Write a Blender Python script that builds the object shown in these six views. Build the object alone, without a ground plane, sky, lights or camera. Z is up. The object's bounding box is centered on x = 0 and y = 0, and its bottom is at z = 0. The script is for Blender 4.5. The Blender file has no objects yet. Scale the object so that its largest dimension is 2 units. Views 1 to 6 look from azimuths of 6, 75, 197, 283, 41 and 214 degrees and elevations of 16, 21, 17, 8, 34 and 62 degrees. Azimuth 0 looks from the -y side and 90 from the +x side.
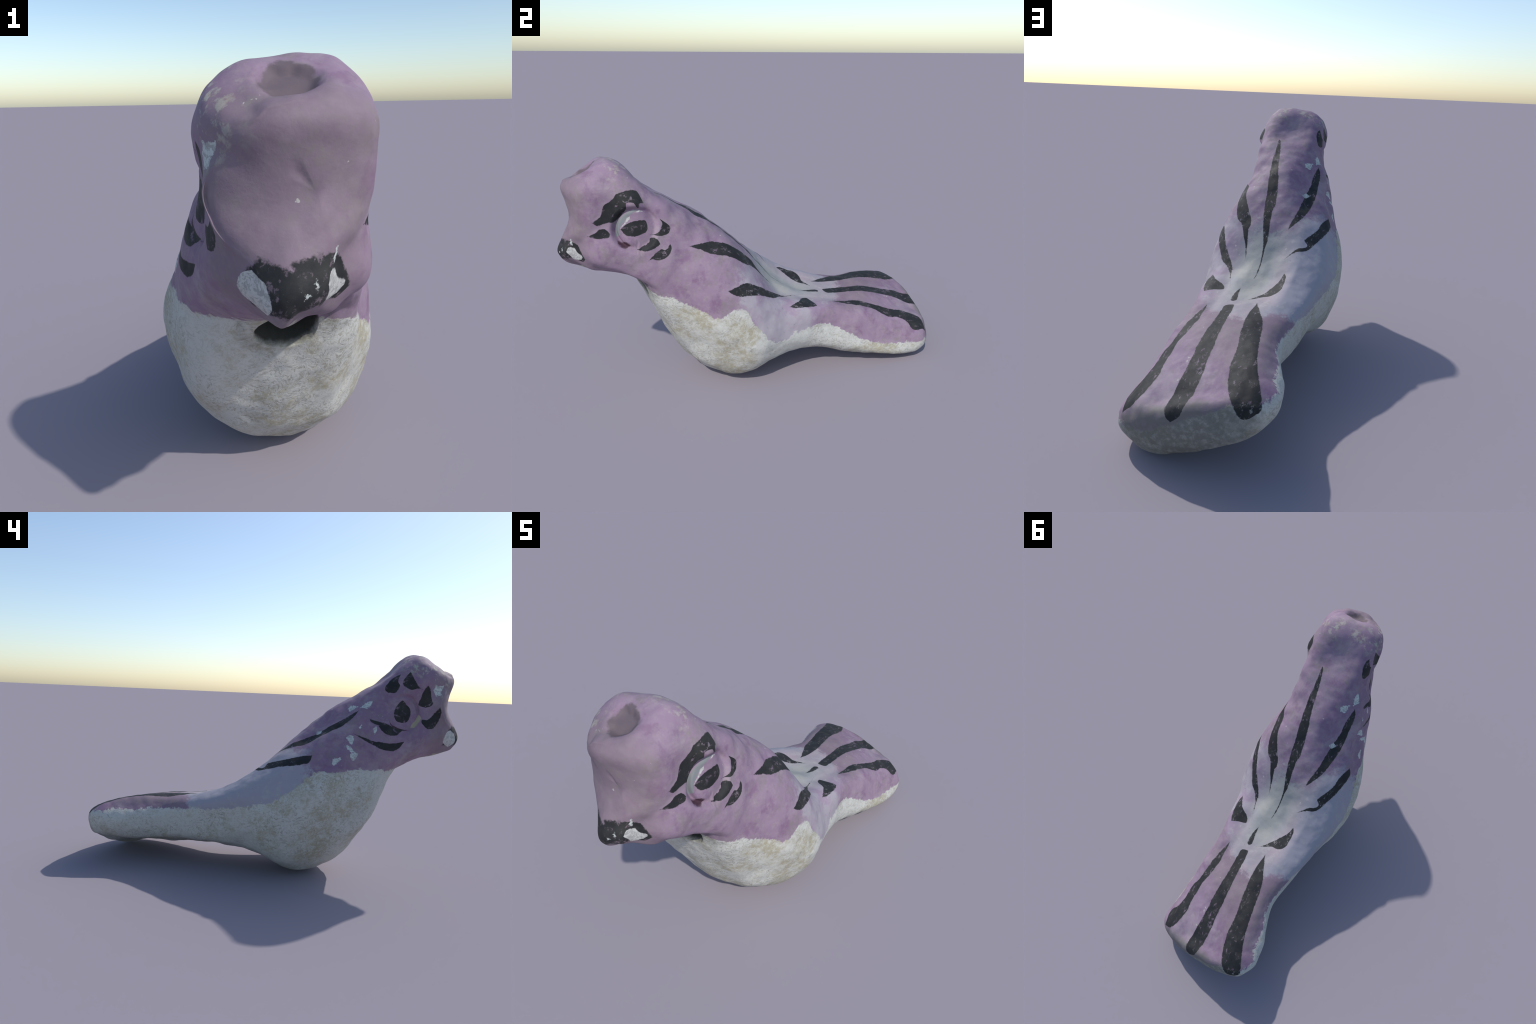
import bpy, math
import numpy as np
from mathutils import noise as mnoise, Vector

# ---------------------------------------------------------------- profile
# Cross-section rules of the clay bird, from face (-y) to tail (+y).
KNOT_Y = [-0.95, -0.88, -0.8, -0.7, -0.6, -0.5, -0.4, -0.3, -0.2, -0.1, 0.0, 0.1, 0.2, 0.32, 0.45, 0.6, 0.75, 0.9, 1.0]
TOP_Z = [1.165, 1.191, 1.2, 1.171, 1.105, 1.04, 0.971, 0.899, 0.807, 0.711, 0.616, 0.539, 0.485, 0.442, 0.408, 0.383, 0.353, 0.335, 0.34]
BOTTOM_Z = [0.757, 0.706, 0.646, 0.545, 0.4, 0.254, 0.126, 0.046, 0.012, 0.019, 0.053, 0.082, 0.102, 0.109, 0.098, 0.078, 0.059, 0.036, 0.006]
HALF_WIDTH = [0.115, 0.138, 0.167, 0.206, 0.235, 0.263, 0.282, 0.307, 0.325, 0.336, 0.328, 0.306, 0.288, 0.268, 0.255, 0.259, 0.285, 0.32, 0.336]
CENTRE_X = [0.146, 0.128, 0.105, 0.077, 0.057, 0.042, 0.036, 0.035, 0.03, 0.02, 0.007, -0.001, -0.008, -0.014, -0.016, -0.019, -0.036, -0.059, -0.075]
TAPER = [0.394, 0.241, 0.079, -0.037, -0.112, -0.11, -0.096, -0.052, -0.046, -0.034, -0.014, -0.0, 0.001, -0.025, -0.045, -0.068, -0.073, -0.029, 0.03]
LEAN = [-0.106, -0.11, -0.087, -0.024, 0.044, 0.067, 0.041, -0.022, -0.04, -0.077, -0.108, -0.137, -0.147, -0.153, -0.169, -0.178, -0.179, -0.17, -0.155]
ROLL = [0.149, 0.114, 0.093, 0.095, 0.099, 0.092, 0.075, 0.026, 0.01, -0.007, -0.024, -0.041, -0.039, -0.048, -0.08, -0.121, -0.173, -0.217, -0.242]
TOP_POWER = [1.878, 2.346, 2.773, 3.107, 3.094, 2.764, 2.311, 2.044, 1.997, 2.041, 2.048, 2.212, 2.449, 2.676, 2.792, 2.661, 2.484, 2.249, 2.078]
BOTTOM_POWER = [2.095, 2.255, 2.394, 2.521, 2.596, 2.462, 2.226, 2.142, 2.232, 2.364, 2.307, 2.388, 2.561, 2.766, 2.901, 2.831, 2.553, 2.162, 1.83]
FACE_Z = [0.6, 0.7, 0.78, 0.86, 0.94, 1.02, 1.1, 1.2]
FACE_Y = [0.076, -0.043, -0.084, -0.035, 0.017, 0.014, -0.012, 0.012]
NOSE_Y = -0.977
TAIL_Y = 0.992
NOSE_ROUND = 0.067
TAIL_ROUND = 0.144
FACE_SKEW = 0.279
TAIL_SKEW = 0.056
# long swellings and hollows that run along the body, by the clock position they sit at
SWELL_Y = [-0.9, -0.78, -0.68, -0.58, -0.48, -0.38, -0.28, -0.18, -0.06, 0.06, 0.18, 0.32, 0.5, 0.75, 0.95]
SWELLS = {
    'right_side': [-0.0, -0.013, -0.011, -0.019, -0.032, -0.026, -0.007, -0.008, -0.0, -0.005, -0.006, -0.01, 0.011, 0.007, 0.007],
    'right_wing': [0.012, 0.011, 0.013, -0.018, -0.041, -0.025, 0.003, 0.012, 0.004, -0.009, 0.013, 0.015, 0.026, 0.009, -0.006],
    'right_shoulder': [-0.01, 0.021, 0.015, -0.004, -0.004, -0.013, 0.005, 0.028, -0.008, -0.063, -0.045, -0.028, -0.004, -0.005, -0.057],
    'spine': [-0.047, 0.011, 0.012, -0.029, -0.021, -0.007, -0.004, 0.001, -0.008, -0.053, -0.067, -0.034, -0.009, -0.009, -0.047],
    'left_shoulder': [-0.031, 0.016, 0.018, -0.007, -0.02, -0.023, -0.038, -0.015, 0.003, 0.014, 0.004, -0.011, -0.017, 0.013, -0.031],
    'left_wing': [0.001, 0.014, -0.013, -0.023, 0.005, 0.0, 0.017, 0.015, 0.019, 0.023, 0.015, -0.002, -0.02, -0.004, -0.033],
    'left_side': [0.062, -0.004, -0.038, -0.001, 0.008, 0.042, 0.055, 0.049, 0.023, 0.006, -0.009, -0.013, -0.016, 0.009, -0.041],
    'left_flank': [0.004, -0.015, -0.021, 0.006, 0.006, 0.016, 0.028, 0.033, 0.02, -0.002, -0.002, -0.002, -0.014, -0.003, -0.024],
    'left_belly': [0.027, -0.01, -0.01, 0.034, 0.012, 0.001, 0.016, 0.01, -0.012, -0.019, -0.011, -0.013, -0.02, -0.026, -0.05],
    'keel': [-0.019, -0.036, -0.049, -0.006, 0.025, 0.014, 0.015, 0.006, -0.014, -0.023, -0.016, -0.004, -0.003, -0.032, -0.009],
    'right_belly': [-0.004, -0.026, -0.044, -0.015, 0.001, 0.01, -0.001, 0.004, -0.016, -0.034, -0.025, -0.002, 0.029, -0.003, 0.028],
    'right_flank': [-0.016, 0.004, -0.021, -0.018, -0.016, -0.019, -0.024, -0.011, -0.002, -0.019, -0.021, -0.001, 0.022, 0.028, -0.004],
}


def spline(xk, yk, x):
    xk = np.asarray(xk, float); yk = np.asarray(yk, float)
    h = np.diff(xk); d = np.diff(yk) / h
    m = np.empty_like(yk)
    m[1:-1] = (d[:-1] * h[1:] + d[1:] * h[:-1]) / (h[1:] + h[:-1])
    m[0] = d[0]; m[-1] = d[-1]
    i = np.clip(np.searchsorted(xk, x) - 1, 0, len(xk) - 2)
    t = np.clip((x - xk[i]) / h[i], -.5, 1.5)
    return ((2*t**3 - 3*t**2 + 1) * yk[i] + (t**3 - 2*t**2 + t) * h[i] * m[i]
            + (-2*t**3 + 3*t**2) * yk[i+1] + (t**3 - t**2) * h[i] * m[i+1])

def smooth(x):
    x = np.clip(x, 0, 1)
    return x * x * (3 - 2 * x)

def loft(rings, around):
    a = np.linspace(0, 1, rings)
    a = a - .72 * np.sin(2 * np.pi * a) / (2 * np.pi)
    s = NOSE_Y + (TAIL_Y - NOSE_Y) * a
    g = lambda v: spline(KNOT_Y, v, s)
    cap = 2.4
    cf = np.clip(1 - np.clip(1 - (s - NOSE_Y) / NOSE_ROUND, 0, 1) ** cap, 0, 1) ** (1 / cap)
    ct = np.clip(1 - np.clip(1 - (TAIL_Y - s) / TAIL_ROUND, 0, 1) ** cap, 0, 1) ** (1 / cap)
    c = (cf * ct)[:, None]
    ph = np.linspace(0, 2 * np.pi, around, endpoint=False)
    co, si = np.cos(ph)[None], np.sin(ph)[None]
    ex = np.maximum(np.where(si >= 0, g(TOP_POWER)[:, None], g(BOTTOM_POWER)[:, None]), 2.0)
    cc = np.sign(co) * np.abs(co) ** (2 / ex)
    ss = np.sign(si) * np.abs(si) ** (2 / ex)
    zt, zb = g(TOP_Z), g(BOTTOM_Z)
    zr = ((zt - zb) / 2)[:, None] * ss * c
    x = g(HALF_WIDTH)[:, None] * cc * (1 + g(TAPER)[:, None] * ss) * c
    X = g(CENTRE_X)[:, None] + x + g(LEAN)[:, None] * zr
    Z = ((zt + zb) / 2)[:, None] + zr + g(ROLL)[:, None] * x
    k = smooth((-.45 - s) / .45)[:, None]
    kt = smooth((s - .5) / .5)[:, None]
    face = spline(FACE_Z, FACE_Y, np.clip(Z, .6, 1.2).ravel()).reshape(Z.shape)
    Y = s[:, None] + k * (face + FACE_SKEW * X) + kt * TAIL_SKEW * X
    # swellings and hollows pushed out along the cross-section
    fade = smooth((s - NOSE_Y) / .08) * smooth((TAIL_Y - s) / .09)
    for m, amount in enumerate(SWELLS.values()):
        step = 2 * np.pi / len(SWELLS)
        away = (ph - step * m + np.pi) % (2 * np.pi) - np.pi
        hump = np.where(np.abs(away) < step, .5 + .5 * np.cos(away * np.pi / step), 0)
        push = (spline(SWELL_Y, amount, s) * fade)[:, None] * hump[None]
        X = X + push * co
        Z = Z + push * si
    return np.stack([X, Y, Z], -1)

RINGS, AROUND = 620, 440
G = loft(RINGS, AROUND)
def soften(G, passes, fade):
    # wet-finger smoothing: relaxes hard edges without shrinking (Taubin steps)
    W = fade(G)
    rows = np.where(W.max(1) > 0)[0].max() + 2
    H, w = G[:rows].copy(), W[:rows, :, None]
    for k in range(passes):
        for f in (.5, -.51):
            A = (np.roll(H, 1, 1) + np.roll(H, -1, 1)) / 2
            B = H.copy(); B[1:-1] = (H[:-2] + H[2:]) / 2
            H = H + w * f * ((A + B) / 2 - H)
    G = G.copy(); G[:rows] = H
    return G
G = soften(G, 220, lambda g: smooth((-.70 - g[..., 1]) / .12))
poles = np.stack([G[0].mean(0), G[-1].mean(0)])
P = np.concatenate([G[1:-1].reshape(-1, 3), poles])
nr = RINGS - 2
i = np.arange(nr - 1)[:, None] * AROUND
a0 = np.arange(AROUND)[None]; a1 = (a0 + 1) % AROUND
QUADS = np.stack([i + a0, i + a1, i + AROUND + a1, i + AROUND + a0], -1).reshape(-1, 4)
pn, pt = nr * AROUND, nr * AROUND + 1
TRI_N = np.stack([a0[0] * 0 + pn, a1[0], a0[0]], -1)
l = (nr - 1) * AROUND
TRI_T = np.stack([a0[0] * 0 + pt, l + a0[0], l + a1[0]], -1)

def vertex_normals(P):
    N = np.zeros_like(P)
    q = P[QUADS]
    n = np.cross(q[:, 2] - q[:, 0], q[:, 3] - q[:, 1])
    for c in range(4):
        for ax in range(3):
            N[:, ax] += np.bincount(QUADS[:, c], n[:, ax], len(P))
    N[pn] = (0, -1, 0); N[pt] = (0, 1, 0)
    N /= np.linalg.norm(N, axis=1)[:, None] + 1e-12
    return N

N = vertex_normals(P)
if (N * (P - P.mean(0))).sum() < 0:
    QUADS = QUADS[:, ::-1]; TRI_N = TRI_N[:, ::-1]; TRI_T = TRI_T[:, ::-1]
    N = vertex_normals(P)

def fbm(P, scale, octaves=3, seed=0.0):
    off = Vector((seed, seed * 1.7, -seed))
    return np.array([mnoise.fractal(Vector(p) * scale + off, 1.0, 2.0, octaves) for p in P])

def unit(v):
    v = np.array(v, float); return v / np.linalg.norm(v)

def frame_of(axis, up):
    n = unit(axis); u = unit(np.array(up) - n * np.dot(up, n)); v = np.cross(n, u)
    return n, u, v

# ---------------------------------------------------------------- relief
BASE = P.copy()

# lumpy hand-modelled clay
lump = fbm(P, 4.0, 2, 3.1)
dent = fbm(P, 9.0, 2, 21.0)
fine = fbm(P, 18.0, 2, 9.7)
P = P + N * (0.004 * lump + 0.0042 * dent + 0.0022 * fine)[:, None]

# soft folds running down the neck behind the eye
neck = np.exp(-((P[:, 1] + .42) / .12) ** 2) * smooth((P[:, 2] - .5) / .25)
fold = np.sin((P[:, 1] * .9 - P[:, 2] * .35) * 52 + 2.5 * fbm(P, 3.0, 1, 5.0))
P = P + N * (0.0028 * neck * fold * smooth(P[:, 0] / .1))[:, None]

# the potter's thumb smoothed the flat of the face: even it out as a height field over x and z
def thumb_smooth(P, passes=10, cell=.005):
    N = vertex_normals(P)
    w = smooth((-N[:, 1] - .62) / .28) * (P[:, 1] < -.82)
    sel = np.where((P[:, 1] < -.80) & (N[:, 1] < -.2))[0]
    gx = np.floor((P[sel, 0] + .3) / cell).astype(int); gz = np.floor(P[sel, 2] / cell).astype(int)
    H = np.zeros((140, 270)); C = np.zeros_like(H)
    np.add.at(H, (gx, gz), P[sel, 1]); np.add.at(C, (gx, gz), 1)
    M = (C > 0).astype(float); H = np.where(C > 0, H / np.maximum(C, 1), 0)
    for _ in range(passes):
        for ax in (0, 1):
            H = H * M
            a = H * 2 + np.roll(H, 1, ax) + np.roll(H, -1, ax)
            b = M * 2 + np.roll(M, 1, ax) + np.roll(M, -1, ax)
            H = np.where(b > 0, a / np.maximum(b, 1e-9), 0); M = (b > 0).astype(float)
    fx = np.clip((P[:, 0] + .3) / cell - .5, 0, 138); fz = np.clip(P[:, 2] / cell - .5, 0, 268)
    ix, iz = fx.astype(int), fz.astype(int); tx, tz = fx - ix, fz - iz
    s = (H[ix, iz] * (1-tx) * (1-tz) + H[ix+1, iz] * tx * (1-tz) + H[ix, iz+1] * (1-tx) * tz + H[ix+1, iz+1] * tx * tz)
    Q = P.copy()
    ok = (w > 0) & (np.abs(s - P[:, 1]) < .05)
    Q[ok, 1] += (w * (s - P[:, 1]))[ok]
    return Q
P = thumb_smooth(P)
# the beak is pinched in on the bird's own left
pinch = smooth((P[:, 0] - .06) / .12) * smooth((-.83 - P[:, 1]) / .09) * smooth((.93 - P[:, 2]) / .10)
P[:, 0] -= .040 * pinch
# last nudges of the thumb: (where, reach, push)
for where, reach, push in [((.085, -.975, .755), .08, (0, -.007, 0)),            # beak tip drawn out
                           ((.165, -.86, .68), .075, (.004, -.002, -.020)),      # jaw left heavier on one side
                           ((.15, -.52, .33), .15, (-.005, .009, .002)),         # breast flattened on one side
                           ((-.10, -.42, .10), .14, (-.005, -.012, -.003))]:     # and filled on the other
    g_ = np.exp(-(((P - np.array(where)) / reach) ** 2).sum(1))
    P = P + g_[:, None] * np.array(push)
P[:, 1] += .008 * smooth((P[:, 1] - .84) / .13)
N = vertex_normals(P)

# eye pellets pressed on the cheeks: raised front edge, groove round them
EYES = [dict(c=(.272, -.638, .915), n=(.97, -.2, .0), r=(.082, .086), h=.012, g=.014, s=.024),
        dict(c=(-.112, -.700, .905), n=(-.98, -.12, .05), r=(.070, .082), h=.004, g=.010, s=.006)]
eye_dist = []
for e in EYES:
    n, u, v = frame_of(e['n'], (0, -1, 0))
    q = P - np.array(e['c'])
    fu, fv, fn = q @ u, q @ v, q @ n
    r = np.hypot(fu / e['r'][0], fv / e['r'][1])
    r = np.where(np.abs(fn) < .12, r, 9)
    front = np.clip(.55 + .45 * fu / e['r'][0], 0.12, 1)
    dome = smooth((1.03 - r) / .13) * (e['h'] * front + .006 * np.clip(1 - r, 0, 1))
    groove = np.exp(-((r - 1.10) / .09) ** 2) * e['g'] * front
    socket = e['s'] * smooth((1.35 - r) / .45)
    P = P + n * (dome - groove - socket)[:, None]
    eye_dist.append(r)

def press(P, centre, axis, up, radii, depth, wall, wobble=0.0, seed=1.0):
    """Push the clay in along an axis, as a round stick would; returns P, radius field."""
    n, u, v = frame_of(axis, up)
    q = P - np.array(centre)
    fu, fv, fn = q @ u, q @ v, q @ n
    ang = np.arctan2(fv, fu)
    wob = 1 + wobble * np.sin(2 * ang + seed) + wobble * .6 * np.sin(3 * ang + 2.1 * seed) + wobble * .4 * np.sin(7 * ang - seed)
    r = np.hypot(fu / radii[0], fv / radii[1]) / wob
    r = np.where(np.abs(fn) < .12, r, 9)
    P = P + n * (depth * smooth((1 - r) / wall))[:, None]
    return P, r

# blow hole in the crown, pin prick on the face, window of the whistle under the throat
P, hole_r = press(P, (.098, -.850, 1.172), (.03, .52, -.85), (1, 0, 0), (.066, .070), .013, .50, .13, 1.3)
P, pit_r = press(P, (.121, -.925, 1.003), (-.15, .97, .15), (.4, 0, 1), (.020, .010), .0045, 1., .05, .4)
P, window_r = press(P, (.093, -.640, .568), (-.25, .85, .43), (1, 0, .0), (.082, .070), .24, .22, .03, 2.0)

N = vertex_normals(P)
P[:, 2] -= P[:, 2].min()


# ---------------------------------------------------------------- paint
class Graph:
    """Small helper for wiring shader nodes."""
    def __init__(self, tree):
        self.t = tree; self.n = tree.nodes; self.l = tree.links
    def put(self, sock, val):
        if isinstance(val, bpy.types.NodeSocket):
            self.l.new(val, sock)
        else:
            sock.default_value = val
    def math(self, op, a, b=None, c=None, clamp=False):
        n = self.n.new('ShaderNodeMath'); n.operation = op; n.use_clamp = clamp
        for s, v in zip(n.inputs, (a, b, c)):
            if v is not None: self.put(s, v)
        return n.outputs[0]
    def add(self, a, b): return self.math('ADD', a, b)
    def sub(self, a, b): return self.math('SUBTRACT', a, b)
    def mul(self, a, b): return self.math('MULTIPLY', a, b)
    def mn(self, a, b): return self.math('MINIMUM', a, b)
    def mx(self, a, b): return self.math('MAXIMUM', a, b)
    def step(self, x, lo, hi, a=0.0, b=1.0):
        n = self.n.new('ShaderNodeMapRange'); n.interpolation_type = 'SMOOTHSTEP'
        self.put(n.inputs[0], x)
        for k, v in zip((1, 2, 3, 4), (lo, hi, a, b)): n.inputs[k].default_value = v
        return n.outputs[0]
    def vec(self, op, a, b):
        n = self.n.new('ShaderNodeVectorMath'); n.operation = op
        self.put(n.inputs[0], a); self.put(n.inputs[1], b)
        return n.outputs['Value'] if op == 'DOT_PRODUCT' else n.outputs[0]
    def noise(self, p, scale, detail=3.0, rough=.55, dist=0.0, colour=False):
        n = self.n.new('ShaderNodeTexNoise')
        self.put(n.inputs['Vector'], p)
        n.inputs['Scale'].default_value = scale; n.inputs['Detail'].default_value = detail
        n.inputs['Roughness'].default_value = rough; n.inputs['Distortion'].default_value = dist
        return n.outputs['Color' if colour else 'Fac']
    def scaled(self, p, s, rot=(0, 0, 0), loc=(0, 0, 0)):
        n = self.n.new('ShaderNodeMapping'); self.put(n.inputs['Vector'], p)
        n.inputs['Scale'].default_value = s; n.inputs['Rotation'].default_value = rot
        n.inputs['Location'].default_value = loc
        return n.outputs[0]
    def curve(self, x, pts, smooth_ends=True):
        n = self.n.new('ShaderNodeFloatCurve'); self.put(n.inputs['Value'], x)
        c = n.mapping.curves[0]
        pts = sorted(pts)
        while len(c.points) < len(pts): c.points.new(.5, .5)
        for cp, (a, b) in zip(c.points, pts):
            cp.location = (a, b); cp.handle_type = 'AUTO_CLAMPED'
        n.mapping.use_clip = False; n.mapping.update()
        return n.outputs[0]
    def profile(self, x, pts):
        """Curve through world-size points: x in metres -> value in metres."""
        xs = [p[0] for p in pts]; ys = [p[1] for p in pts]
        x0, x1, y0, y1 = min(xs), max(xs), min(ys), max(ys)
        t = self.math('DIVIDE', self.sub(x, x0), x1 - x0, clamp=True)
        c = self.curve(t, [((a - x0) / (x1 - x0), (b - y0) / (y1 - y0)) for a, b in pts])
        return self.add(self.mul(c, y1 - y0), y0)
    def mix(self, f, a, b):
        n = self.n.new('ShaderNodeMix'); n.data_type = 'RGBA'
        self.put(n.inputs[0], f)
        for s, v in ((n.inputs[6], a), (n.inputs[7], b)):
            self.put(s, v if isinstance(v, bpy.types.NodeSocket) else (*v, 1))
        return n.outputs[2]

BLACK = (.018, .019, .021)
WHITE = (.50, .50, .48)
CHIP = (.50, .535, .515)
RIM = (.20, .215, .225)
DARK = (.06, .03, .045)
PURPLE = (.265, .187, .260)
VIOLET = (.195, .118, .195)
PINK = (.308, .245, .292)
DUSK = (.195, .152, .172)
PALE = (.355, .35, .328)
LAVENDER = (.30, .278, .308)
ROSE = (.335, .28, .31)
CHALK = (.505, .505, .47)
GREY = (.27, .26, .22)
TAN = (.34, .31, .22)

def mark(what, part, colour, start, along, across, upper, lower, soft, depth):
    """One brush mark: an upper and a lower edge drawn along a straight chord on the skin."""
    return dict(what=what, part=part, colour=colour, start=start, along=along, across=across,
                upper=upper, lower=lower, soft=soft, depth=depth)

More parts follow.
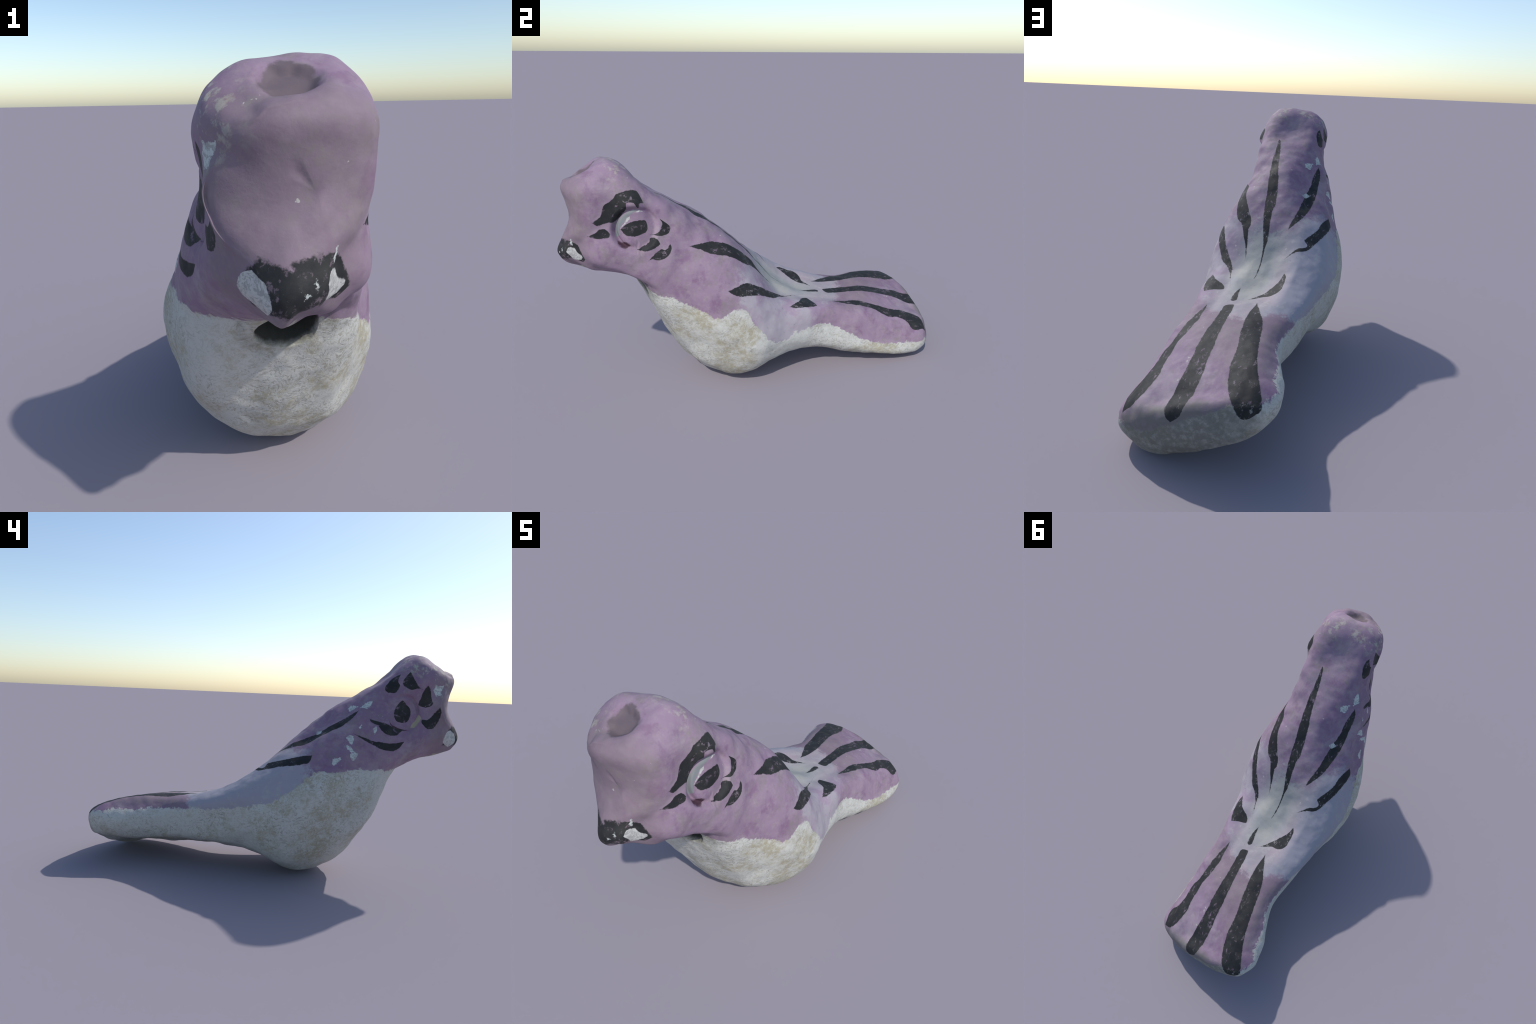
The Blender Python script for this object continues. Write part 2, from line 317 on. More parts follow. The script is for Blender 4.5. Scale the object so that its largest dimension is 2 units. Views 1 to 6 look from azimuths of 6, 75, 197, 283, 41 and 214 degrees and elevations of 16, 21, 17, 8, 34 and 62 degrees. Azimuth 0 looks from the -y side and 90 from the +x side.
MARKS = [
    mark('brow mark', 'head', BLACK, (0.263, -0.816, 0.956), (-0.045, 0.223, 0.067), (-0.072, -0.301, 0.951),
         [(0.0, 0.0), (0.171, 0.0149), (0.326, 0.0557), (0.477, 0.066), (0.652, 0.085), (0.82, 0.0809), (0.965, 0.0637), (1.0, 0.0)],
         [(0.0, 0.0), (0.069, -0.0226), (0.224, -0.0249), (0.393, -0.0338), (0.552, -0.0187), (0.654, 0.0009), (0.706, 0.0306), (0.817, 0.0204), (0.867, -0.0094), (0.924, 0.0057), (1.0, 0.0)], 0.004, (0.0, 0.05)),
    mark('cheek dash', 'head', BLACK, (0.246, -0.847, 0.889), (0.012, 0.103, 0.008), (-0.005, -0.074, 0.997),
         [(0.0, 0.0), (0.371, 0.0144), (0.697, 0.0318), (0.912, 0.0193), (1.0, 0.0)],
         [(0.0, 0.0), (0.273, -0.0091), (0.614, -0.0165), (0.884, -0.0144), (1.0, 0.0)], 0.004, (0.0, 0.009)),
    mark('crescent behind eye', 'head', BLACK, (0.241, -0.522, 0.948), (0.023, -0.044, -0.069), (-0.132, 0.818, -0.56),
         [(0.0, 0.0), (0.156, 0.0664), (0.403, 0.0709), (0.682, 0.0546), (1.0, 0.0)],
         [(0.0, 0.0), (0.19, 0.0203), (0.513, 0.0231), (0.819, 0.0152), (1.0, 0.0)], 0.004, (-0.0, 0.006)),
    mark('dash under eye', 'head', BLACK, (0.275, -0.635, 0.814), (-0.012, 0.106, 0.02), (-0.048, -0.188, 0.981),
         [(0.0, 0.0), (0.265, 0.009), (0.593, 0.0207), (0.687, 0.0364), (0.917, 0.0282), (1.0, 0.0)],
         [(0.0, 0.0), (0.192, -0.0094), (0.472, -0.0168), (0.88, -0.0082), (1.0, 0.0)], 0.004, (0.0, 0.006)),
    mark('jaw dash', 'head', BLACK, (0.276, -0.597, 0.751), (-0.022, 0.113, 0.079), (-0.018, -0.578, 0.816),
         [(0.0, 0.0), (0.286, 0.0081), (0.625, 0.0107), (0.759, -0.0087), (1.0, 0.0)],
         [(0.0, 0.0), (0.171, -0.0025), (0.396, -0.0327), (0.659, -0.0391), (0.907, -0.0262), (1.0, 0.0)], 0.004, (0.0, 0.008)),
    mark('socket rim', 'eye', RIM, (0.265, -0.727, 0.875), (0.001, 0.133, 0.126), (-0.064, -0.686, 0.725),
         [(0.0, 0.0), (0.185, 0.0279), (0.444, 0.0458), (0.695, 0.0421), (1.0, 0.0)],
         [(0.0, 0.0), (0.126, -0.0073), (0.252, 0.0148), (0.445, 0.0203), (0.688, 0.0226), (0.873, 0.0159), (1.0, 0.0)], 0.004, (-0.003, 0.01)),
    mark('socket shade', 'eye', DARK, (0.266, -0.722, 0.866), (0.007, 0.061, -0.03), (-0.019, 0.44, 0.898),
         [(0.0, 0.0), (0.344, 0.0004), (0.68, 0.0104), (1.0, 0.0)],
         [(0.0, 0.0), (0.341, -0.0224), (0.658, -0.0246), (0.934, -0.0116), (1.0, 0.0)], 0.01, (0.0, 0.002)),
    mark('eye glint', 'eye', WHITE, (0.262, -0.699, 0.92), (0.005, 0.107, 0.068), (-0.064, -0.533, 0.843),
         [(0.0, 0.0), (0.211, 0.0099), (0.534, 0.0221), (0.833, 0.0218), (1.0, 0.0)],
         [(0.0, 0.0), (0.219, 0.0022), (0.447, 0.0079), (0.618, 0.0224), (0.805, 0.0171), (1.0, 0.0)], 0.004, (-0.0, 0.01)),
    mark('pupil', 'eye', BLACK, (0.263, -0.698, 0.914), (-0.002, 0.118, -0.007), (-0.048, 0.062, 0.997),
         [(0.0, 0.0), (0.239, 0.027), (0.544, 0.0417), (0.85, 0.0441), (0.991, 0.0208), (1.0, 0.0)],
         [(0.0, 0.0), (0.202, -0.0285), (0.46, -0.0328), (0.769, -0.0244), (0.938, -0.0146), (1.0, 0.0)], 0.004, (0.0, 0.013)),
    mark('pupil', 'eye', BLACK, (-0.109, -0.692, 0.973), (-0.002, -0.015, -0.116), (0.331, -0.936, 0.117),
         [(0.0, 0.0), (0.184, 0.0184), (0.506, 0.0415), (0.66, 0.0408), (0.955, 0.0198), (1.0, 0.0)],
         [(0.0, 0.0), (0.156, -0.0225), (0.677, -0.0502), (0.919, -0.0338), (1.0, 0.0)], 0.004, (-0.008, 0.0)),
    mark('crown dash', 'head', BLACK, (-0.08, -0.674, 1.102), (-0.02, 0.056, -0.097), (-0.459, -0.808, -0.37),
         [(0.0, 0.0), (0.354, 0.0114), (0.485, 0.0306), (0.726, 0.0321), (1.0, 0.0)],
         [(0.0, 0.0), (0.181, -0.0204), (0.569, -0.0347), (0.935, -0.0264), (1.0, 0.0)], 0.004, (-0.009, 0.0)),
    mark('brow wedge', 'head', BLACK, (-0.088, -0.72, 1.114), (0.004, -0.081, -0.09), (0.131, -0.734, 0.667),
         [(0.0, 0.0), (0.292, -0.0071), (0.665, -0.0159), (0.976, -0.0036), (1.0, 0.0)],
         [(0.0, 0.0), (0.047, -0.035), (0.238, -0.07), (0.552, -0.0602), (0.752, -0.0236), (1.0, 0.0)], 0.004, (0.0, 0.014)),
    mark('brow wedge', 'head', BLACK, (-0.085, -0.809, 1.053), (0.015, -0.001, -0.116), (0.311, -0.949, 0.044),
         [(0.0, 0.0), (0.212, 0.0174), (0.593, 0.025), (0.82, 0.0331), (1.0, 0.0)],
         [(0.0, 0.0), (0.285, -0.0202), (0.594, -0.0321), (0.827, -0.0405), (1.0, 0.0)], 0.004, (-0.003, 0.004)),
    mark('cheek dash', 'head', BLACK, (-0.061, -0.878, 0.943), (-0.018, 0.046, -0.113), (0.375, -0.837, -0.399),
         [(0.0, 0.0), (0.16, 0.0215), (0.518, 0.036), (0.827, 0.0304), (1.0, 0.0)],
         [(0.0, 0.0), (0.276, -0.0073), (0.675, -0.0257), (0.774, -0.051), (0.953, -0.0245), (1.0, 0.0)], 0.004, (-0.02, 0.0)),
    mark('dash under eye', 'head', BLACK, (-0.151, -0.533, 0.874), (0.05, -0.176, -0.051), (0.357, -0.165, 0.92),
         [(0.0, 0.0), (0.196, -0.0039), (0.425, -0.0045), (0.738, -0.0086), (0.947, -0.0012), (1.0, 0.0)],
         [(0.0, 0.0), (0.095, -0.0193), (0.242, -0.0262), (0.411, -0.0512), (0.598, -0.0588), (0.799, -0.0473), (0.9, -0.0236), (1.0, 0.0)], 0.004, (0.0, 0.019)),
    mark('jaw dash', 'head', BLACK, (-0.192, -0.465, 0.794), (0.089, -0.246, -0.03), (0.158, -0.063, 0.985),
         [(0.0, 0.0), (0.214, -0.0127), (0.416, -0.0232), (0.684, -0.0218), (0.889, -0.009), (1.0, 0.0)],
         [(0.0, 0.0), (0.168, -0.0234), (0.358, -0.0434), (0.559, -0.0605), (0.694, -0.062), (0.881, -0.0456), (0.957, -0.0199), (1.0, 0.0)], 0.004, (0.0, 0.032)),
    mark('wing stripe', 'torso', BLACK, (-0.246, -0.27, 0.68), (0.121, 0.353, -0.126), (-0.832, 0.088, -0.548),
         [(0.0, 0.0), (0.09, 0.045), (0.328, 0.0565), (0.571, 0.0577), (0.719, 0.0558), (0.881, 0.0174), (1.0, 0.0)],
         [(0.0, 0.0), (0.17, -0.0013), (0.397, 0.0116), (0.646, 0.004), (0.689, 0.0356), (0.835, 0.0075), (1.0, 0.0)], 0.004, (-0.026, 0.024)),
    mark('wing stripe', 'torso', BLACK, (-0.124, -0.485, 0.913), (0.036, 0.436, -0.271), (-0.885, -0.192, -0.425),
         [(0.0, 0.0), (0.098, 0.0316), (0.296, 0.0503), (0.519, 0.0601), (0.732, 0.0476), (0.897, 0.0208), (1.0, 0.0)],
         [(0.0, 0.0), (0.151, -0.0007), (0.36, 0.0062), (0.597, 0.004), (0.834, 0.0005), (0.949, -0.0042), (1.0, 0.0)], 0.004, (-0.007, 0.022)),
    mark('back stripe', 'torso', BLACK, (0.128, -0.539, 1.044), (-0.115, 0.714, -0.602), (-0.992, -0.069, 0.108),
         [(0.0, 0.0), (0.023, 0.014), (0.122, 0.0286), (0.248, 0.0389), (0.373, 0.0552), (0.504, 0.0617), (0.596, 0.0486), (0.713, 0.0466), (0.816, 0.0326), (0.916, 0.0226), (1.0, 0.0)],
         [(0.0, 0.0), (0.092, 0.001), (0.224, -0.0049), (0.346, -0.0007), (0.427, 0.0035), (0.563, 0.0044), (0.684, 0.012), (0.808, 0.0219), (0.913, 0.0141), (1.0, 0.0)], 0.004, (-0.025, 0.036)),
    mark('wing stripe', 'torso', BLACK, (0.247, -0.398, 0.807), (-0.138, 0.451, -0.289), (-0.773, 0.156, 0.615),
         [(0.0, 0.0), (0.101, 0.0247), (0.263, 0.0559), (0.442, 0.0605), (0.646, 0.0676), (0.751, 0.0416), (1.0, 0.0)],
         [(0.0, 0.0), (0.084, -0.0066), (0.209, -0.0166), (0.37, -0.0083), (0.544, -0.0102), (0.697, 0.0122), (1.0, 0.0)], 0.004, (-0.026, 0.058)),
    mark('wing stripe', 'torso', BLACK, (0.324, -0.233, 0.587), (-0.209, 0.466, -0.157), (-0.731, -0.101, 0.675),
         [(0.0, 0.0), (0.096, 0.0145), (0.206, 0.0297), (0.319, 0.0227), (0.503, 0.0126), (0.676, 0.0094), (0.789, -0.0007), (1.0, 0.0)],
         [(0.0, 0.0), (0.062, -0.0207), (0.152, -0.0326), (0.357, -0.0305), (0.528, -0.0325), (0.694, -0.0124), (1.0, 0.0)], 0.004, (-0.037, 0.034)),
    mark('wing tip', 'torso', BLACK, (0.241, 0.107, 0.423), (-0.033, 0.165, -0.033), (-0.923, -0.109, 0.368),
         [(0.0, 0.0), (0.372, 0.0296), (0.871, 0.0868), (0.937, 0.0457), (1.0, 0.0)],
         [(0.0, 0.0), (0.206, -0.013), (0.534, -0.0146), (0.828, -0.0103), (1.0, 0.0)], 0.004, (-0.022, 0.004)),
    mark('wing tip', 'torso', BLACK, (-0.136, 0.137, 0.495), (0.131, 0.19, -0.098), (-0.808, 0.587, 0.052),
         [(0.0, 0.0), (0.078, 0.0333), (0.245, 0.0615), (0.423, 0.0807), (0.69, 0.0371), (1.0, 0.0)],
         [(0.0, 0.0), (0.217, 0.0124), (0.518, 0.0089), (0.811, 0.0104), (1.0, 0.0)], 0.004, (-0.027, 0.007)),
    mark('rump dash', 'torso', BLACK, (0.047, 0.214, 0.418), (-0.012, 0.127, -0.02), (-0.996, -0.085, 0.039),
         [(0.0, 0.0), (0.392, 0.0051), (0.852, 0.0117), (1.0, 0.0)],
         [(0.0, 0.0), (0.475, -0.0158), (0.893, -0.017), (1.0, 0.0)], 0.004, (-0.002, 0.001)),
    mark('tail stripe', 'tail', BLACK, (0.144, 0.376, 0.377), (0.055, 0.548, -0.27), (-0.895, 0.266, 0.358),
         [(0.0, 0.0), (0.117, 0.025), (0.289, 0.0523), (0.445, 0.0532), (0.633, 0.0664), (0.751, 0.0829), (0.859, 0.0817), (0.943, 0.0662), (0.987, 0.0233), (1.0, 0.0)],
         [(0.0, 0.0), (0.182, 0.0017), (0.413, 0.0135), (0.558, -0.001), (0.689, 0.0136), (0.788, 0.0018), (0.859, -0.0253), (0.955, -0.0035), (1.0, 0.0)], 0.004, (0.0, 0.068)),
    mark('tail stripe', 'tail', BLACK, (0.024, 0.371, 0.396), (-0.05, 0.566, -0.304), (-0.981, 0.016, 0.193),
         [(0.0, 0.0), (0.01, 0.0077), (0.215, 0.0276), (0.43, 0.0473), (0.584, 0.0533), (0.757, 0.0642), (0.886, 0.0574), (0.957, 0.044), (1.0, 0.0)],
         [(0.0, 0.0), (0.03, -0.0361), (0.247, -0.0242), (0.48, -0.0207), (0.634, -0.0185), (0.782, -0.0235), (0.926, -0.0309), (0.968, -0.0235), (1.0, 0.0)], 0.004, (0.0, 0.15)),
    mark('tail stripe', 'tail', BLACK, (-0.078, 0.339, 0.407), (-0.161, 0.547, -0.307), (-0.957, -0.29, -0.016),
         [(0.0, 0.0), (0.124, 0.0185), (0.261, 0.0345), (0.436, 0.03), (0.625, 0.0273), (0.779, 0.0392), (0.879, 0.0506), (0.941, 0.0551), (0.98, 0.0342), (1.0, 0.0)],
         [(0.0, 0.0), (0.151, -0.034), (0.331, -0.0499), (0.543, -0.057), (0.709, -0.0725), (0.843, -0.0665), (0.942, -0.0454), (0.993, -0.0179), (1.0, 0.0)], 0.004, (0.0, 0.199)),
    mark('beak patch', 'beak', BLACK, (0.019, -0.93, 0.818), (0.18, -0.011, 0.012), (-0.068, -0.054, 0.996),
         [(0.0, 0.0), (0.09, 0.0203), (0.207, 0.0316), (0.342, 0.0282), (0.48, 0.0208), (0.616, 0.0283), (0.796, 0.0302), (0.929, 0.0275), (0.99, 0.0165), (1.0, 0.0)],
         [(0.0, 0.0), (0.059, -0.0782), (0.3, -0.0752), (0.492, -0.0818), (0.683, -0.0665), (0.818, -0.0639), (0.939, -0.0386), (1.0, 0.0)], 0.014, (-0.021, 0.045)),
    mark('worn nostril', 'beak', WHITE, (0.039, -0.947, 0.828), (0.031, 0.008, -0.089), (0.675, -0.717, 0.174),
         [(0.0, 0.0), (0.343, 0.0327), (0.665, 0.0392), (0.904, 0.0183), (1.0, 0.0)],
         [(0.0, 0.0), (0.082, -0.0339), (0.433, -0.0537), (0.811, -0.0273), (1.0, 0.0)], 0.004, (0.0, 0.012)),
    mark('beak patch', 'beak', BLACK, (0.18, -0.953, 0.856), (0.047, 0.083, -0.083), (0.388, 0.531, 0.753),
         [(0.0, 0.0), (0.236, 0.0233), (0.475, 0.0249), (0.745, 0.0143), (1.0, 0.0)],
         [(0.0, 0.0), (0.154, -0.0107), (0.365, -0.0381), (0.549, -0.0538), (0.952, -0.037), (1.0, 0.0)], 0.006, (-0.002, 0.029)),
    mark('worn nostril', 'beak', WHITE, (0.203, -0.963, 0.791), (0.027, 0.075, -0.021), (0.382, 0.125, 0.916),
         [(0.0, 0.0), (0.106, 0.0247), (0.362, 0.0309), (0.651, 0.0148), (0.933, 0.0125), (1.0, 0.0)],
         [(0.0, 0.0), (0.249, -0.0155), (0.515, -0.0361), (0.849, -0.0213), (1.0, 0.0)], 0.004, (-0.007, 0.003)),
    mark('beak patch', 'beak', BLACK, (0.088, -0.974, 0.828), (0.127, 0.081, -0.027), (0.049, 0.244, 0.969),
         [(0.0, 0.0), (0.141, 0.0121), (0.505, 0.0423), (0.798, 0.0423), (0.94, 0.022), (1.0, 0.0)],
         [(0.0, 0.0), (0.145, -0.035), (0.331, -0.0453), (0.594, -0.0294), (0.874, -0.0173), (1.0, 0.0)], 0.008, (0.0, 0.051)),
    mark('tan stain', 'eye', TAN, (-0.078, -0.779, 0.905), (-0.019, 0.036, -0.069), (0.21, -0.841, -0.499),
         [(0.0, 0.0), (0.243, 0.024), (0.829, 0.0216), (1.0, 0.0)],
         [(0.0, 0.0), (0.364, 0.0002), (0.802, -0.0045), (1.0, 0.0)], 0.008, (-0.002, 0.0)),
    mark('socket crease', 'eye', DARK, (-0.137, -0.634, 0.87), (0.037, -0.106, -0.046), (0.349, -0.268, 0.898),
         [(0.0, 0.0), (0.261, -0.0167), (0.527, -0.0165), (0.775, -0.0099), (1.0, 0.0)],
         [(0.0, 0.0), (0.245, -0.0256), (0.551, -0.0241), (0.793, -0.0153), (1.0, 0.0)], 0.004, (-0.003, 0.002)),
    mark('chip', 'head', CHIP, (-0.189, -0.424, 0.776), (-0.008, -0.046, -0.004), (0.341, -0.148, 0.928),
         [(0.0, 0.0), (0.479, 0.0149), (1.0, 0.0)],
         [(0.0, 0.0), (0.408, -0.0191), (0.846, -0.0369), (1.0, 0.0)], 0.005, (0.0, 0.004)),
    mark('chip', 'head', CHIP, (-0.208, -0.425, 0.737), (-0.014, -0.047, -0.036), (0.258, -0.629, 0.734),
         [(0.0, 0.0), (0.387, 0.014), (1.0, 0.0)],
         [(0.0, 0.0), (0.329, -0.0079), (0.8, -0.0124), (1.0, 0.0)], 0.005, (-0.001, 0.004)),
    mark('chip', 'head', CHIP, (-0.224, -0.455, 0.7), (0.009, -0.041, -0.003), (0.208, -0.016, 0.978),
         [(0.0, 0.0), (0.51, 0.0068), (1.0, 0.0)],
         [(0.0, 0.0), (0.108, -0.0265), (0.455, -0.0384), (1.0, 0.0)], 0.005, (-0.0, 0.001)),
    mark('chip', 'head', CHIP, (-0.069, -0.42, 0.912), (-0.026, -0.05, 0.015), (0.706, -0.164, 0.689),
         [(0.0, 0.0), (0.3, 0.0221), (1.0, 0.0)],
         [(0.0, 0.0), (0.403, -0.0186), (1.0, 0.0)], 0.005, (-0.002, 0.0)),
    mark('chip', 'head', CHIP, (-0.112, -0.488, 0.925), (0.015, -0.064, 0.041), (0.617, 0.523, 0.588),
         [(0.0, 0.0), (0.406, 0.0108), (1.0, 0.0)],
         [(0.0, 0.0), (0.387, -0.0265), (0.771, -0.0134), (1.0, 0.0)], 0.005, (0.0, 0.004)),
    mark('chip', 'torso', CHIP, (-0.106, -0.264, 0.781), (-0.01, -0.031, 0.012), (0.778, -0.018, 0.627),
         [(0.0, 0.0), (0.26, 0.0103), (1.0, 0.0)],
         [(0.0, 0.0), (0.384, -0.0167), (0.946, -0.0175), (1.0, 0.0)], 0.005, (-0.001, 0.001)),
    mark('chip', 'torso', CHIP, (-0.251, -0.368, 0.647), (0.016, -0.046, 0.026), (0.358, 0.549, 0.755),
         [(0.0, 0.0), (0.399, 0.0131), (1.0, 0.0)],
         [(0.0, 0.0), (0.022, -0.0167), (0.609, -0.0122), (1.0, 0.0)], 0.005, (-0.001, 0.002)),
    mark('chip', 'head', CHIP, (-0.181, -0.484, 0.824), (0.007, -0.021, 0.012), (0.258, 0.545, 0.798),
         [(0.0, 0.0), (0.821, 0.0102), (1.0, 0.0)],
         [(0.0, 0.0), (0.219, -0.0083), (1.0, 0.0)], 0.005, (0.0, 0.0)),
    mark('chip', 'head', CHIP, (-0.169, -0.559, 0.823), (-0.0, -0.018, -0.008), (0.385, -0.382, 0.84),
         [(0.0, 0.0), (0.374, 0.0148), (1.0, 0.0)],
         [(0.0, 0.0), (0.939, -0.0218), (1.0, 0.0)], 0.005, (-0.0, 0.0)),
    mark('chip', 'head', CHIP, (-0.071, -0.831, 1.035), (0.034, -0.063, 0.021), (-0.104, 0.269, 0.958),
         [(0.0, 0.0), (0.373, 0.0068), (1.0, 0.0)],
         [(0.0, 0.0), (0.121, -0.0298), (0.195, -0.045), (0.856, -0.0204), (1.0, 0.0)], 0.005, (-0.011, 0.003)),
    mark('fleck', 'beak', CHIP, (0.153, -0.985, 0.815), (0.013, 0.002, -0.001), (-0.027, 0.397, 0.917),
         [(0.0, 0.0), (0.5, 0.0056), (1.0, 0.0)],
         [(0.0, 0.0), (0.607, -0.0065), (1.0, 0.0)], 0.005, (0.0, 0.001)),
    mark('fleck', 'beak', CHIP, (0.129, -0.992, 0.785), (0.015, 0.0, 0.005), (-0.35, 0.088, 0.933),
         [(0.0, 0.0), (0.678, 0.0052), (1.0, 0.0)],
         [(0.0, 0.0), (0.38, -0.0075), (1.0, 0.0)], 0.005, (-0.0, 0.0)),
    mark('chip', 'beak', CHIP, (0.198, -0.947, 0.847), (0.006, 0.018, 0.025), (-0.803, -0.383, 0.457),
         [(0.0, 0.0), (0.933, 0.0056), (1.0, 0.0)],
         [(0.0, 0.0), (0.266, -0.0057), (1.0, 0.0)], 0.005, (-0.0, 0.001)),
]

# where the purple coat ends and the bare chalky belly begins: (y, z) down each side
EDGE_RIGHT = [(-1.0, .72), (-.80, .670), (-.66, .612), (-.556, .572), (-.50, .555), (-.414, .515), (-.35, .48), (-.278, .458), (-.226, .476), (-.199, .494),
              (-.147, .489), (-.114, .416), (-.051, .347), (-.02, .290), (.05, .266), (.134, .288), (.286, .300), (.414, .245),
              (.476, .202), (.58, .164), (.741, .131), (1.0, .12)]
EDGE_LEFT = [(-1.0, .72), (-.80, .66), (-.674, .612), (-.612, .620), (-.529, .623), (-.407, .606), (-.301, .599), (-.278, .580), (-.232, .545), (-.17, .487), (-.112, .453),
             (-.008, .421), (.084, .392), (.19, .373), (.342, .357), (.488, .333), (.769, .320), (.877, .300), (1.0, .29)]
# bare grey back between the purple shoulders and the purple tail: (x, y)
BACK_START = [(-.36, -.27), (-.25, -.26), (-.17, -.19), (-.09, -.07), (-.02, -.04), (.05, -.09), (.08, -.075), (.14, -.125), (.22, -.15), (.36, -.21)]
BACK_END = [(-.36, .37), (-.22, .40), (-.14, .455), (-.08, .492), (0., .49), (.08, .45), (.13, .40), (.2, .34), (.25, .265), (.36, .24)]

def base_coat():
    """Node group shared by all parts: worn purple coat, bare back and chalky belly."""
    tree = bpy.data.node_groups.new('worn_clay_paint', 'ShaderNodeTree')
    g = Graph(tree)
    P = g.n.new('ShaderNodeTexCoord').outputs['Object']
    sep = g.n.new('ShaderNodeSeparateXYZ'); g.put(sep.inputs[0], P)
    x, y, z = sep.outputs
    big = g.noise(P, 4.5, 4, .6)
    mid = g.noise(P, 13, 5, .62)
    small = g.noise(P, 45, 5, .65)
    tiny = g.noise(P, 120, 3, .6)
    c0 = lambda n, k: g.mul(g.sub(n, .5), k)
    ragged = g.add(g.add(c0(mid, .05), c0(small, .045)), c0(tiny, .012))

    # purple coat: blotches of violet, pink and dull grey-pink
    col = g.mix(g.step(big, .40, .62), PURPLE, VIOLET) if 0 else g.mix(g.step(mid, .48, .66, 0, .8), PURPLE, VIOLET)
    left = g.step(x, .04, -.10)
    col = g.mix(g.mul(left, g.step(big, .3, .6, .15, .65)), col, VIOLET)
    col = g.mix(g.step(g.noise(g.scaled(P, (1, .55, 1)), 9, 5, .65), .47, .68, 0, .85), col, PINK)
    col = g.mix(g.step(g.noise(P, 30, 5, .7), .45, .70, 0, .35), col, (.33, .285, .29))
    on_top = g.mul(g.step(y, .3, .5), g.step(g.sub(z, .31), 0, .06))
    dusk = g.mx(g.mul(on_top, .7), g.mul(g.step(y, -.80, -.90), .75))  # duller, greyer tone on the tail top and the face
    col = g.mix(g.mul(dusk, g.step(small, .2, .7, .7, 1)), col, DUSK)
    col = g.mix(g.step(g.noise(P, 22, 4, .6), .66, .78, 0, .35), col, TAN)

    col = g.mix(g.mul(g.step(g.noise(P, 11, 6, .72), .48, .66), g.step(small, .35, .62, .1, .8)), col, (.215, .185, .185))

    # bare back
    d1 = g.sub(y, g.profile(x, BACK_START)); d2 = g.sub(g.profile(x, BACK_END), y)
    back = g.step(g.add(g.mn(d1, g.mul(d2, 1.6)), g.add(c0(mid, .22), c0(small, .14))), -.02, .05)
    saddle = g.step(g.math('SQRT', g.add(g.add(g.math('POWER', g.sub(x, .02), 2.0), g.math('POWER', g.mul(g.sub(y, .12), .55), 2.0)), g.mul(c0(mid, .02), .5))), .17, .06)
    bare = g.mix(g.step(big, .42, .60), LAVENDER, ROSE)
    bare = g.mix(g.mul(g.step(x, -.10, -.22), .85), bare, (.315, .31, .36))
    bare = g.mix(g.step(mid, .55, .75, 0, .5), bare, PALE)
    bare = g.mix(g.mul(g.step(x, .10, .22), .85), bare, g.mix(g.step(g.add(big, c0(mid, .6)), .42, .60), (.36, .325, .365), (.29, .215, .295)))
    bare = g.mix(saddle, bare, g.mix(g.step(big, .45, .6), PALE, (.31, .315, .325)))
    col = g.mix(back, col, bare)

    bare_spots = g.step(g.noise(P, 70, 3, .6), .66, .72)
    col = g.mix(g.mul(g.mul(back, bare_spots), .45), col, (.17, .16, .19))
    col = g.mix(g.mul(g.mul(back, g.step(g.noise(P, 26, 5, .7), .52, .68)), .4), col, (.40, .39, .38))

    # chalky belly with worm-fine scratches and tan stains
    side = g.step(x, -.25, .20)
    edge = g.add(g.mul(g.profile(y, EDGE_RIGHT), side), g.mul(g.profile(y, EDGE_LEFT), g.sub(1.0, side)))
    belly = g.step(g.add(g.sub(edge, z), ragged), -.004, .006)
    warp = g.vec('ADD', P, g.vec('MULTIPLY', g.noise(P, 14, 3, .5, 0, True), (.10, .10, .10)))
    hair = g.noise(g.scaled(warp, (1, .45, 1), (.5, .3, .2)), 105, 4, .7, .6)
    hair2 = g.noise(g.scaled(warp, (.5, 1, 1), (.2, .9, .5)), 75, 4, .7, .8)
    worn = g.step(big, .36, .58, .35, 1)
    scr = g.mul(g.mx(g.step(hair, .49, .38), g.step(hair2, .46, .36, 0, .8)), worn)
    chalk = g.mix(g.mul(scr, .8), CHALK, GREY)
    chalk = g.mix(g.mul(g.step(g.noise(P, 5.0, 6, .72), .47, .63), g.step(small, .38, .58, .25, .85)), chalk, TAN)
    col = g.mix(belly, col, chalk)

    # scattered chips of the ground coat, and grime along the rims
    speck = g.step(g.add(g.noise(P, 34, 3, .5), g.mul(c0(big, 1.0), .35)), .755, .775)
    col = g.mix(g.mul(speck, .7), col, (.50, .49, .44))
    # tail end coloured darker for the shade it lies in
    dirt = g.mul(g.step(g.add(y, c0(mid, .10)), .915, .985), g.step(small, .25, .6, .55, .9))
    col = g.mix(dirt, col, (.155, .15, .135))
    bump = g.add(g.mul(mid, .35), g.add(g.mul(small, .25), g.mul(belly, g.add(g.mul(hair, .45), g.mul(hair2, .35)))))
    wear = g.add(c0(mid, .9), g.add(c0(small, 2.6), c0(tiny, 1.6)))
    flecks = g.mul(g.step(g.noise(g.scaled(P, (1, .45, .7), (.3, .2, .5)), 62, 5, .74), .55, .64), g.step(mid, .40, .56))
    out = g.n.new('NodeGroupOutput')
    for nm, kind, sock in (('Color', 'NodeSocketColor', col), ('Belly', 'NodeSocketFloat', belly), ('Bump', 'NodeSocketFloat', bump),
                           ('Wear', 'NodeSocketFloat', wear), ('Flecks', 'NodeSocketFloat', flecks), ('Mid', 'NodeSocketFloat', mid),
                           ('Small', 'NodeSocketFloat', small), ('Hair', 'NodeSocketFloat', hair)):
        tree.interface.new_socket(nm, in_out='OUTPUT', socket_type=kind)
        tree.links.new(sock, out.inputs[nm])
    return tree

COAT = base_coat()

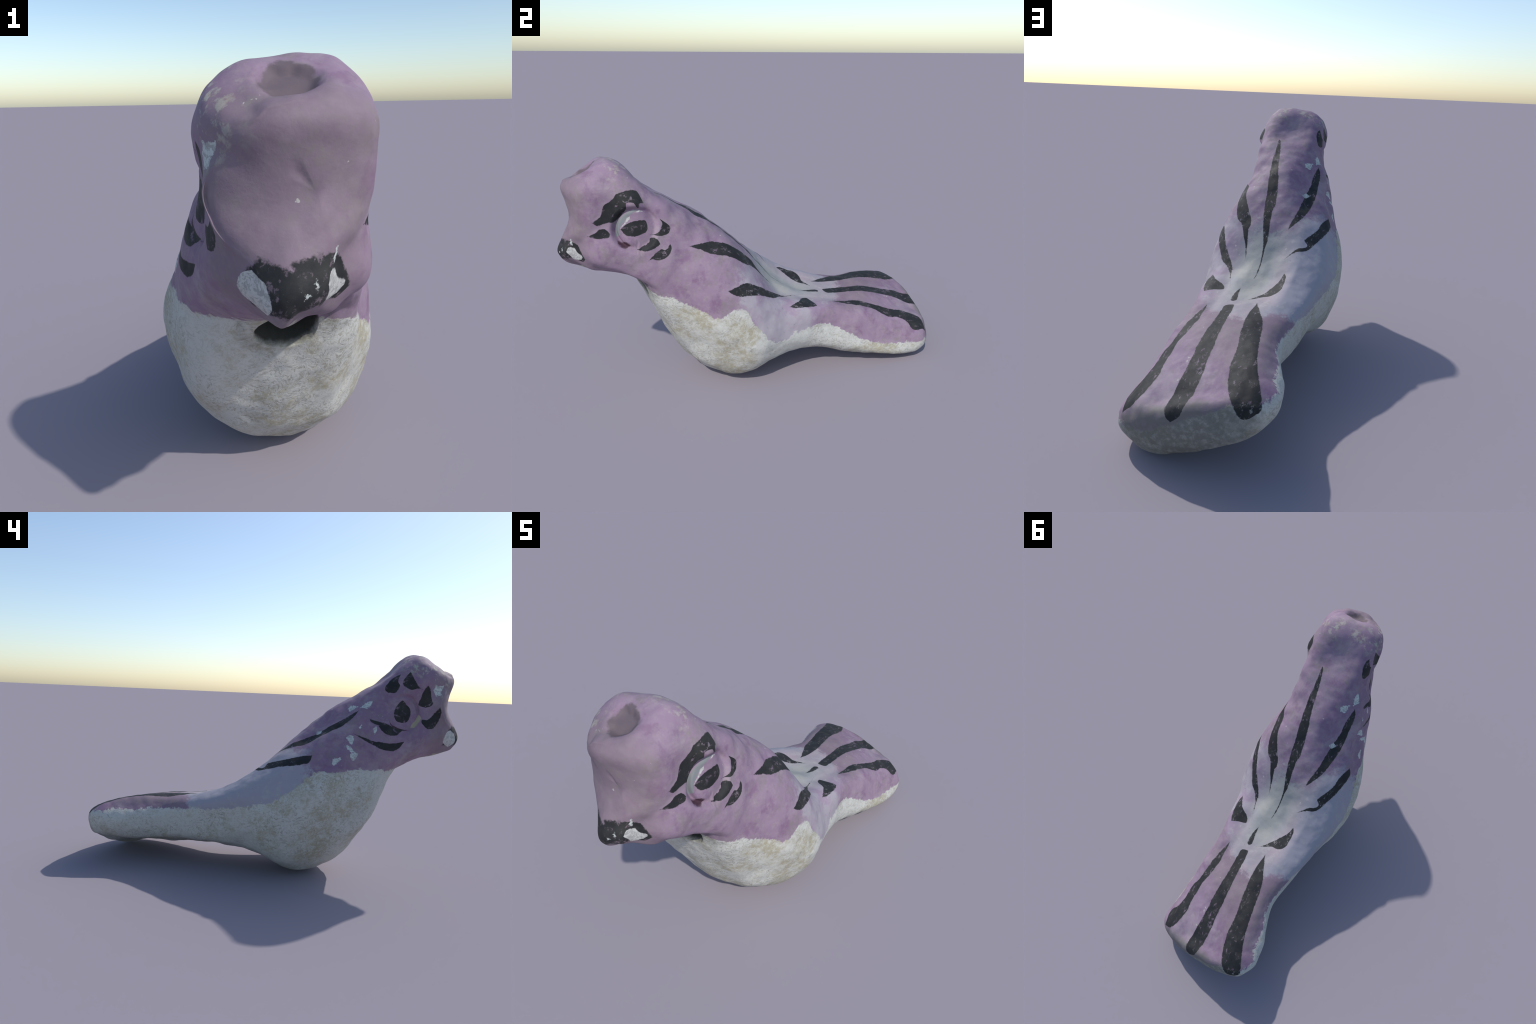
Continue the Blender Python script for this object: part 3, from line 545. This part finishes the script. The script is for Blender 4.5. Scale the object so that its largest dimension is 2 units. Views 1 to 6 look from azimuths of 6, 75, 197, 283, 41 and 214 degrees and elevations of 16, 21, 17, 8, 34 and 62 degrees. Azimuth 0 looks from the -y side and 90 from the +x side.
def clay_material(name, part, marks):
    m = bpy.data.materials.new(name); m.use_nodes = True
    g = Graph(m.node_tree)
    bsdf = m.node_tree.nodes['Principled BSDF']
    P = g.n.new('ShaderNodeTexCoord').outputs['Object']
    sep = g.n.new('ShaderNodeSeparateXYZ'); g.put(sep.inputs[0], P)
    x, y, z = sep.outputs
    coat = g.n.new('ShaderNodeGroup'); coat.node_tree = COAT
    o = coat.outputs
    col, belly, bump, wear, flecks, mid, small, hair = (o[k] for k in ('Color', 'Belly', 'Bump', 'Wear', 'Flecks', 'Mid', 'Small', 'Hair'))
    c0 = lambda n, k: g.mul(g.sub(n, .5), k)

    if part in ('mouthpiece', 'head'):
        q = g.vec('SUBTRACT', P, (.098, -.85, 1.172))
        up = g.vec('DOT_PRODUCT', q, tuple(unit((-.03, -.52, .85))))
        ring = g.mul(g.step(up, -.16, -.06), g.step(up, .03, -.03))
        outer = g.step(g.add(c0(mid, 1.3), c0(small, 1.2)), -.02, .22)
        west = g.mx(g.step(x, .06, -.06), g.step(y, -.78, -.68))
        col = g.mix(g.mul(g.mul(ring, outer), g.mul(west, .75)), col, g.mix(g.step(small, .45, .6), TAN, (.42, .42, .36)))
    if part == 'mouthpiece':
        # shallow blow hole tinted dark to carry the shading of its hollow
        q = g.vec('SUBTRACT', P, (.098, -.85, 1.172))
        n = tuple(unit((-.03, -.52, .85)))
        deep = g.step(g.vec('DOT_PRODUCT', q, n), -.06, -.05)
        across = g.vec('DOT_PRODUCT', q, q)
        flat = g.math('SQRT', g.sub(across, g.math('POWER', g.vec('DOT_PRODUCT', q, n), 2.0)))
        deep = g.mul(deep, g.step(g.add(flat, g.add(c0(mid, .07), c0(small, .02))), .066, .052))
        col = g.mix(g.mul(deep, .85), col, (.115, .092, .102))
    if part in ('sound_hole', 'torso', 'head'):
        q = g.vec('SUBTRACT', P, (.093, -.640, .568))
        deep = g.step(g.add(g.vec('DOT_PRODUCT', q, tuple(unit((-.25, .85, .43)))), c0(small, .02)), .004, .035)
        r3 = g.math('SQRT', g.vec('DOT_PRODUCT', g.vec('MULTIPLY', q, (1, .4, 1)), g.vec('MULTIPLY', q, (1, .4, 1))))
        col = g.mix(g.mul(g.mul(deep, .95), g.step(r3, .14, .11)), col, (.036, .037, .031))  # near-black baked into the sound hole for its inner shadow

    # brush marks
    fields = {}
    for k in marks:
        A = np.array(k['along']); L = float(np.linalg.norm(A)); V = np.array(k['across'])
        Nn = np.cross(A / L, V)
        q = g.vec('SUBTRACT', P, k['start'])
        u = g.vec('DOT_PRODUCT', q, tuple(A / L / L))
        v = g.vec('DOT_PRODUCT', q, tuple(V))
        d = g.vec('DOT_PRODUCT', q, tuple(Nn))
        lo = min(b for a, b in k['lower'] + k['upper']); hi = max(b for a, b in k['lower'] + k['upper'])
        s = hi - lo
        vn = g.mul(g.sub(v, lo), 1 / s)
        up = g.curve(u, [(a, (b - lo) / s) for a, b in k['upper']])
        dn = g.curve(u, [(a, (b - lo) / s) for a, b in k['lower']])
        f = g.mul(g.mn(g.sub(up, vn), g.sub(vn, dn)), s)
        f = g.mn(f, g.add(g.mul(g.mn(u, g.sub(1.0, u)), L), .003))
        mid_d = (k['depth'][0] + k['depth'][1]) / 2
        f = g.mn(f, g.sub((k['depth'][1] - k['depth'][0]) / 2 + (.07 if k['part'] == 'beak' else .035), g.math('ABSOLUTE', g.sub(d, mid_d))))
        f = g.mul(f, 1 / k['soft'])
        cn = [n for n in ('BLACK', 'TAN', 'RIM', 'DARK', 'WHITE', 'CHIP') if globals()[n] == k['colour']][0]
        fields[cn] = g.mx(fields[cn], f) if cn in fields else f
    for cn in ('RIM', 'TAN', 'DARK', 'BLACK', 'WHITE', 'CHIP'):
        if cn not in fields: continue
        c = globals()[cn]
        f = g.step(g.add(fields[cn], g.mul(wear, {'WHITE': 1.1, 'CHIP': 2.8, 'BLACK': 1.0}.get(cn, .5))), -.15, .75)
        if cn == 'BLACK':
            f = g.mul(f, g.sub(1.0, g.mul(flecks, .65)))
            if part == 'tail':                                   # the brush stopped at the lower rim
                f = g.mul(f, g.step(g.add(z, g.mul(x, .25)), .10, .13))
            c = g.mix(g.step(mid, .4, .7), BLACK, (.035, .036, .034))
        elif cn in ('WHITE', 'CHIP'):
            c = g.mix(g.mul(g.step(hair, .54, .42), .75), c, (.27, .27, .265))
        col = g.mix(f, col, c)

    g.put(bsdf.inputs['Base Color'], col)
    g.put(bsdf.inputs['Roughness'], g.add(.66, g.add(g.mul(belly, .2), c0(small, .2))))
    bsdf.inputs['Specular IOR Level'].default_value = .25
    b = g.n.new('ShaderNodeBump'); b.inputs['Strength'].default_value = .35; b.inputs['Distance'].default_value = .012
    g.put(b.inputs['Height'], bump)
    g.put(bsdf.inputs['Normal'], b.outputs[0])
    return m


# ---------------------------------------------------------------- parts
ALL_FACES = [QUADS, TRI_N, TRI_T]
def build_part(name, masks, material, parent):
    faces = []
    for F, m in zip(ALL_FACES, masks):
        faces += F[m].tolist()
    if not faces:
        return None
    used = np.unique(np.concatenate([np.array(f).ravel() for f in faces]))
    remap = np.full(len(P), -1); remap[used] = np.arange(len(used))
    me = bpy.data.meshes.new(name)
    me.from_pydata(P[used].tolist(), [], [[int(remap[k]) for k in f] for f in faces])
    me.polygons.foreach_set('use_smooth', [True] * len(me.polygons))
    me.normals_split_custom_set_from_vertices(N[used].tolist())
    me.materials.append(material)
    me.update()
    ob = bpy.data.objects.new(name, me)
    bpy.context.scene.collection.objects.link(ob)
    ob.parent = parent
    return ob

root = bpy.data.objects.new('bird_whistle', None)
bpy.context.scene.collection.objects.link(root)
root['label'] = 'hand painted purple and white clay bird whistle with black stripes'
root['category'] = 'bird whistle'

def region(c, b, rings):
    """Part name index of a face from where it sits on the clay body."""
    y, z = b[:, 1], b[:, 2]
    out = np.full(len(b), 1)                                     # torso
    out[b[:, 1] > .30] = 2                                       # tail
    neck = y + .35 * (z - .8) < -.52
    out[neck] = 0                                                # head
    out[neck & ((c - np.array((.098, -.85, 1.172))) @ unit((-.03, -.52, .85)) > -.075)] = 4   # mouthpiece
    out[(y < -.865) & (z < .872)] = 3                            # beak
    return out
names = ['head', 'torso', 'tail', 'beak', 'mouthpiece', 'eye', 'eye', 'sound_hole']
regs = []
for F in ALL_FACES:
    r = region(P[F].mean(1), BASE[F].mean(1), None)
    for k in (0, 1):
        r[eye_dist[k][F].mean(1) < 1.06] = 5 + k
    r[window_r[F].mean(1) < 1.0] = 7
    regs.append(r)
MATS = []
KNOWN = {}
for k, nme in enumerate(names):
    pts = np.concatenate([P[F[r == k]].reshape(-1, 3) for F, r in zip(ALL_FACES, regs)])[::7]
    near = []
    for mk in MARKS:                                             # only the marks that can reach this part
        A = np.array(mk['along']); L = np.linalg.norm(A)
        q = pts - np.array(mk['start'])
        u = q @ A / L / L; v = q @ np.array(mk['across']); d = q @ np.cross(A / L, mk['across'])
        lo = min(b for a, b in mk['lower']) - .012; hi = max(b for a, b in mk['upper']) + .012
        if ((u > -.1) & (u < 1.1) & (v > lo) & (v < hi) & (d > mk['depth'][0] - .075) & (d < mk['depth'][1] + .075)).any():
            near.append(mk)
    MATS.append(clay_material('painted_clay_' + nme, nme, near))
parents = {}
for k, nme in enumerate(names):
    parents[k] = build_part(nme, [r == k for r in regs], MATS[k], root)
for k in (3, 4, 5, 6):                                           # face parts belong to the head
    parents[k].parent = parents[0]
parents[7].parent = parents[1]
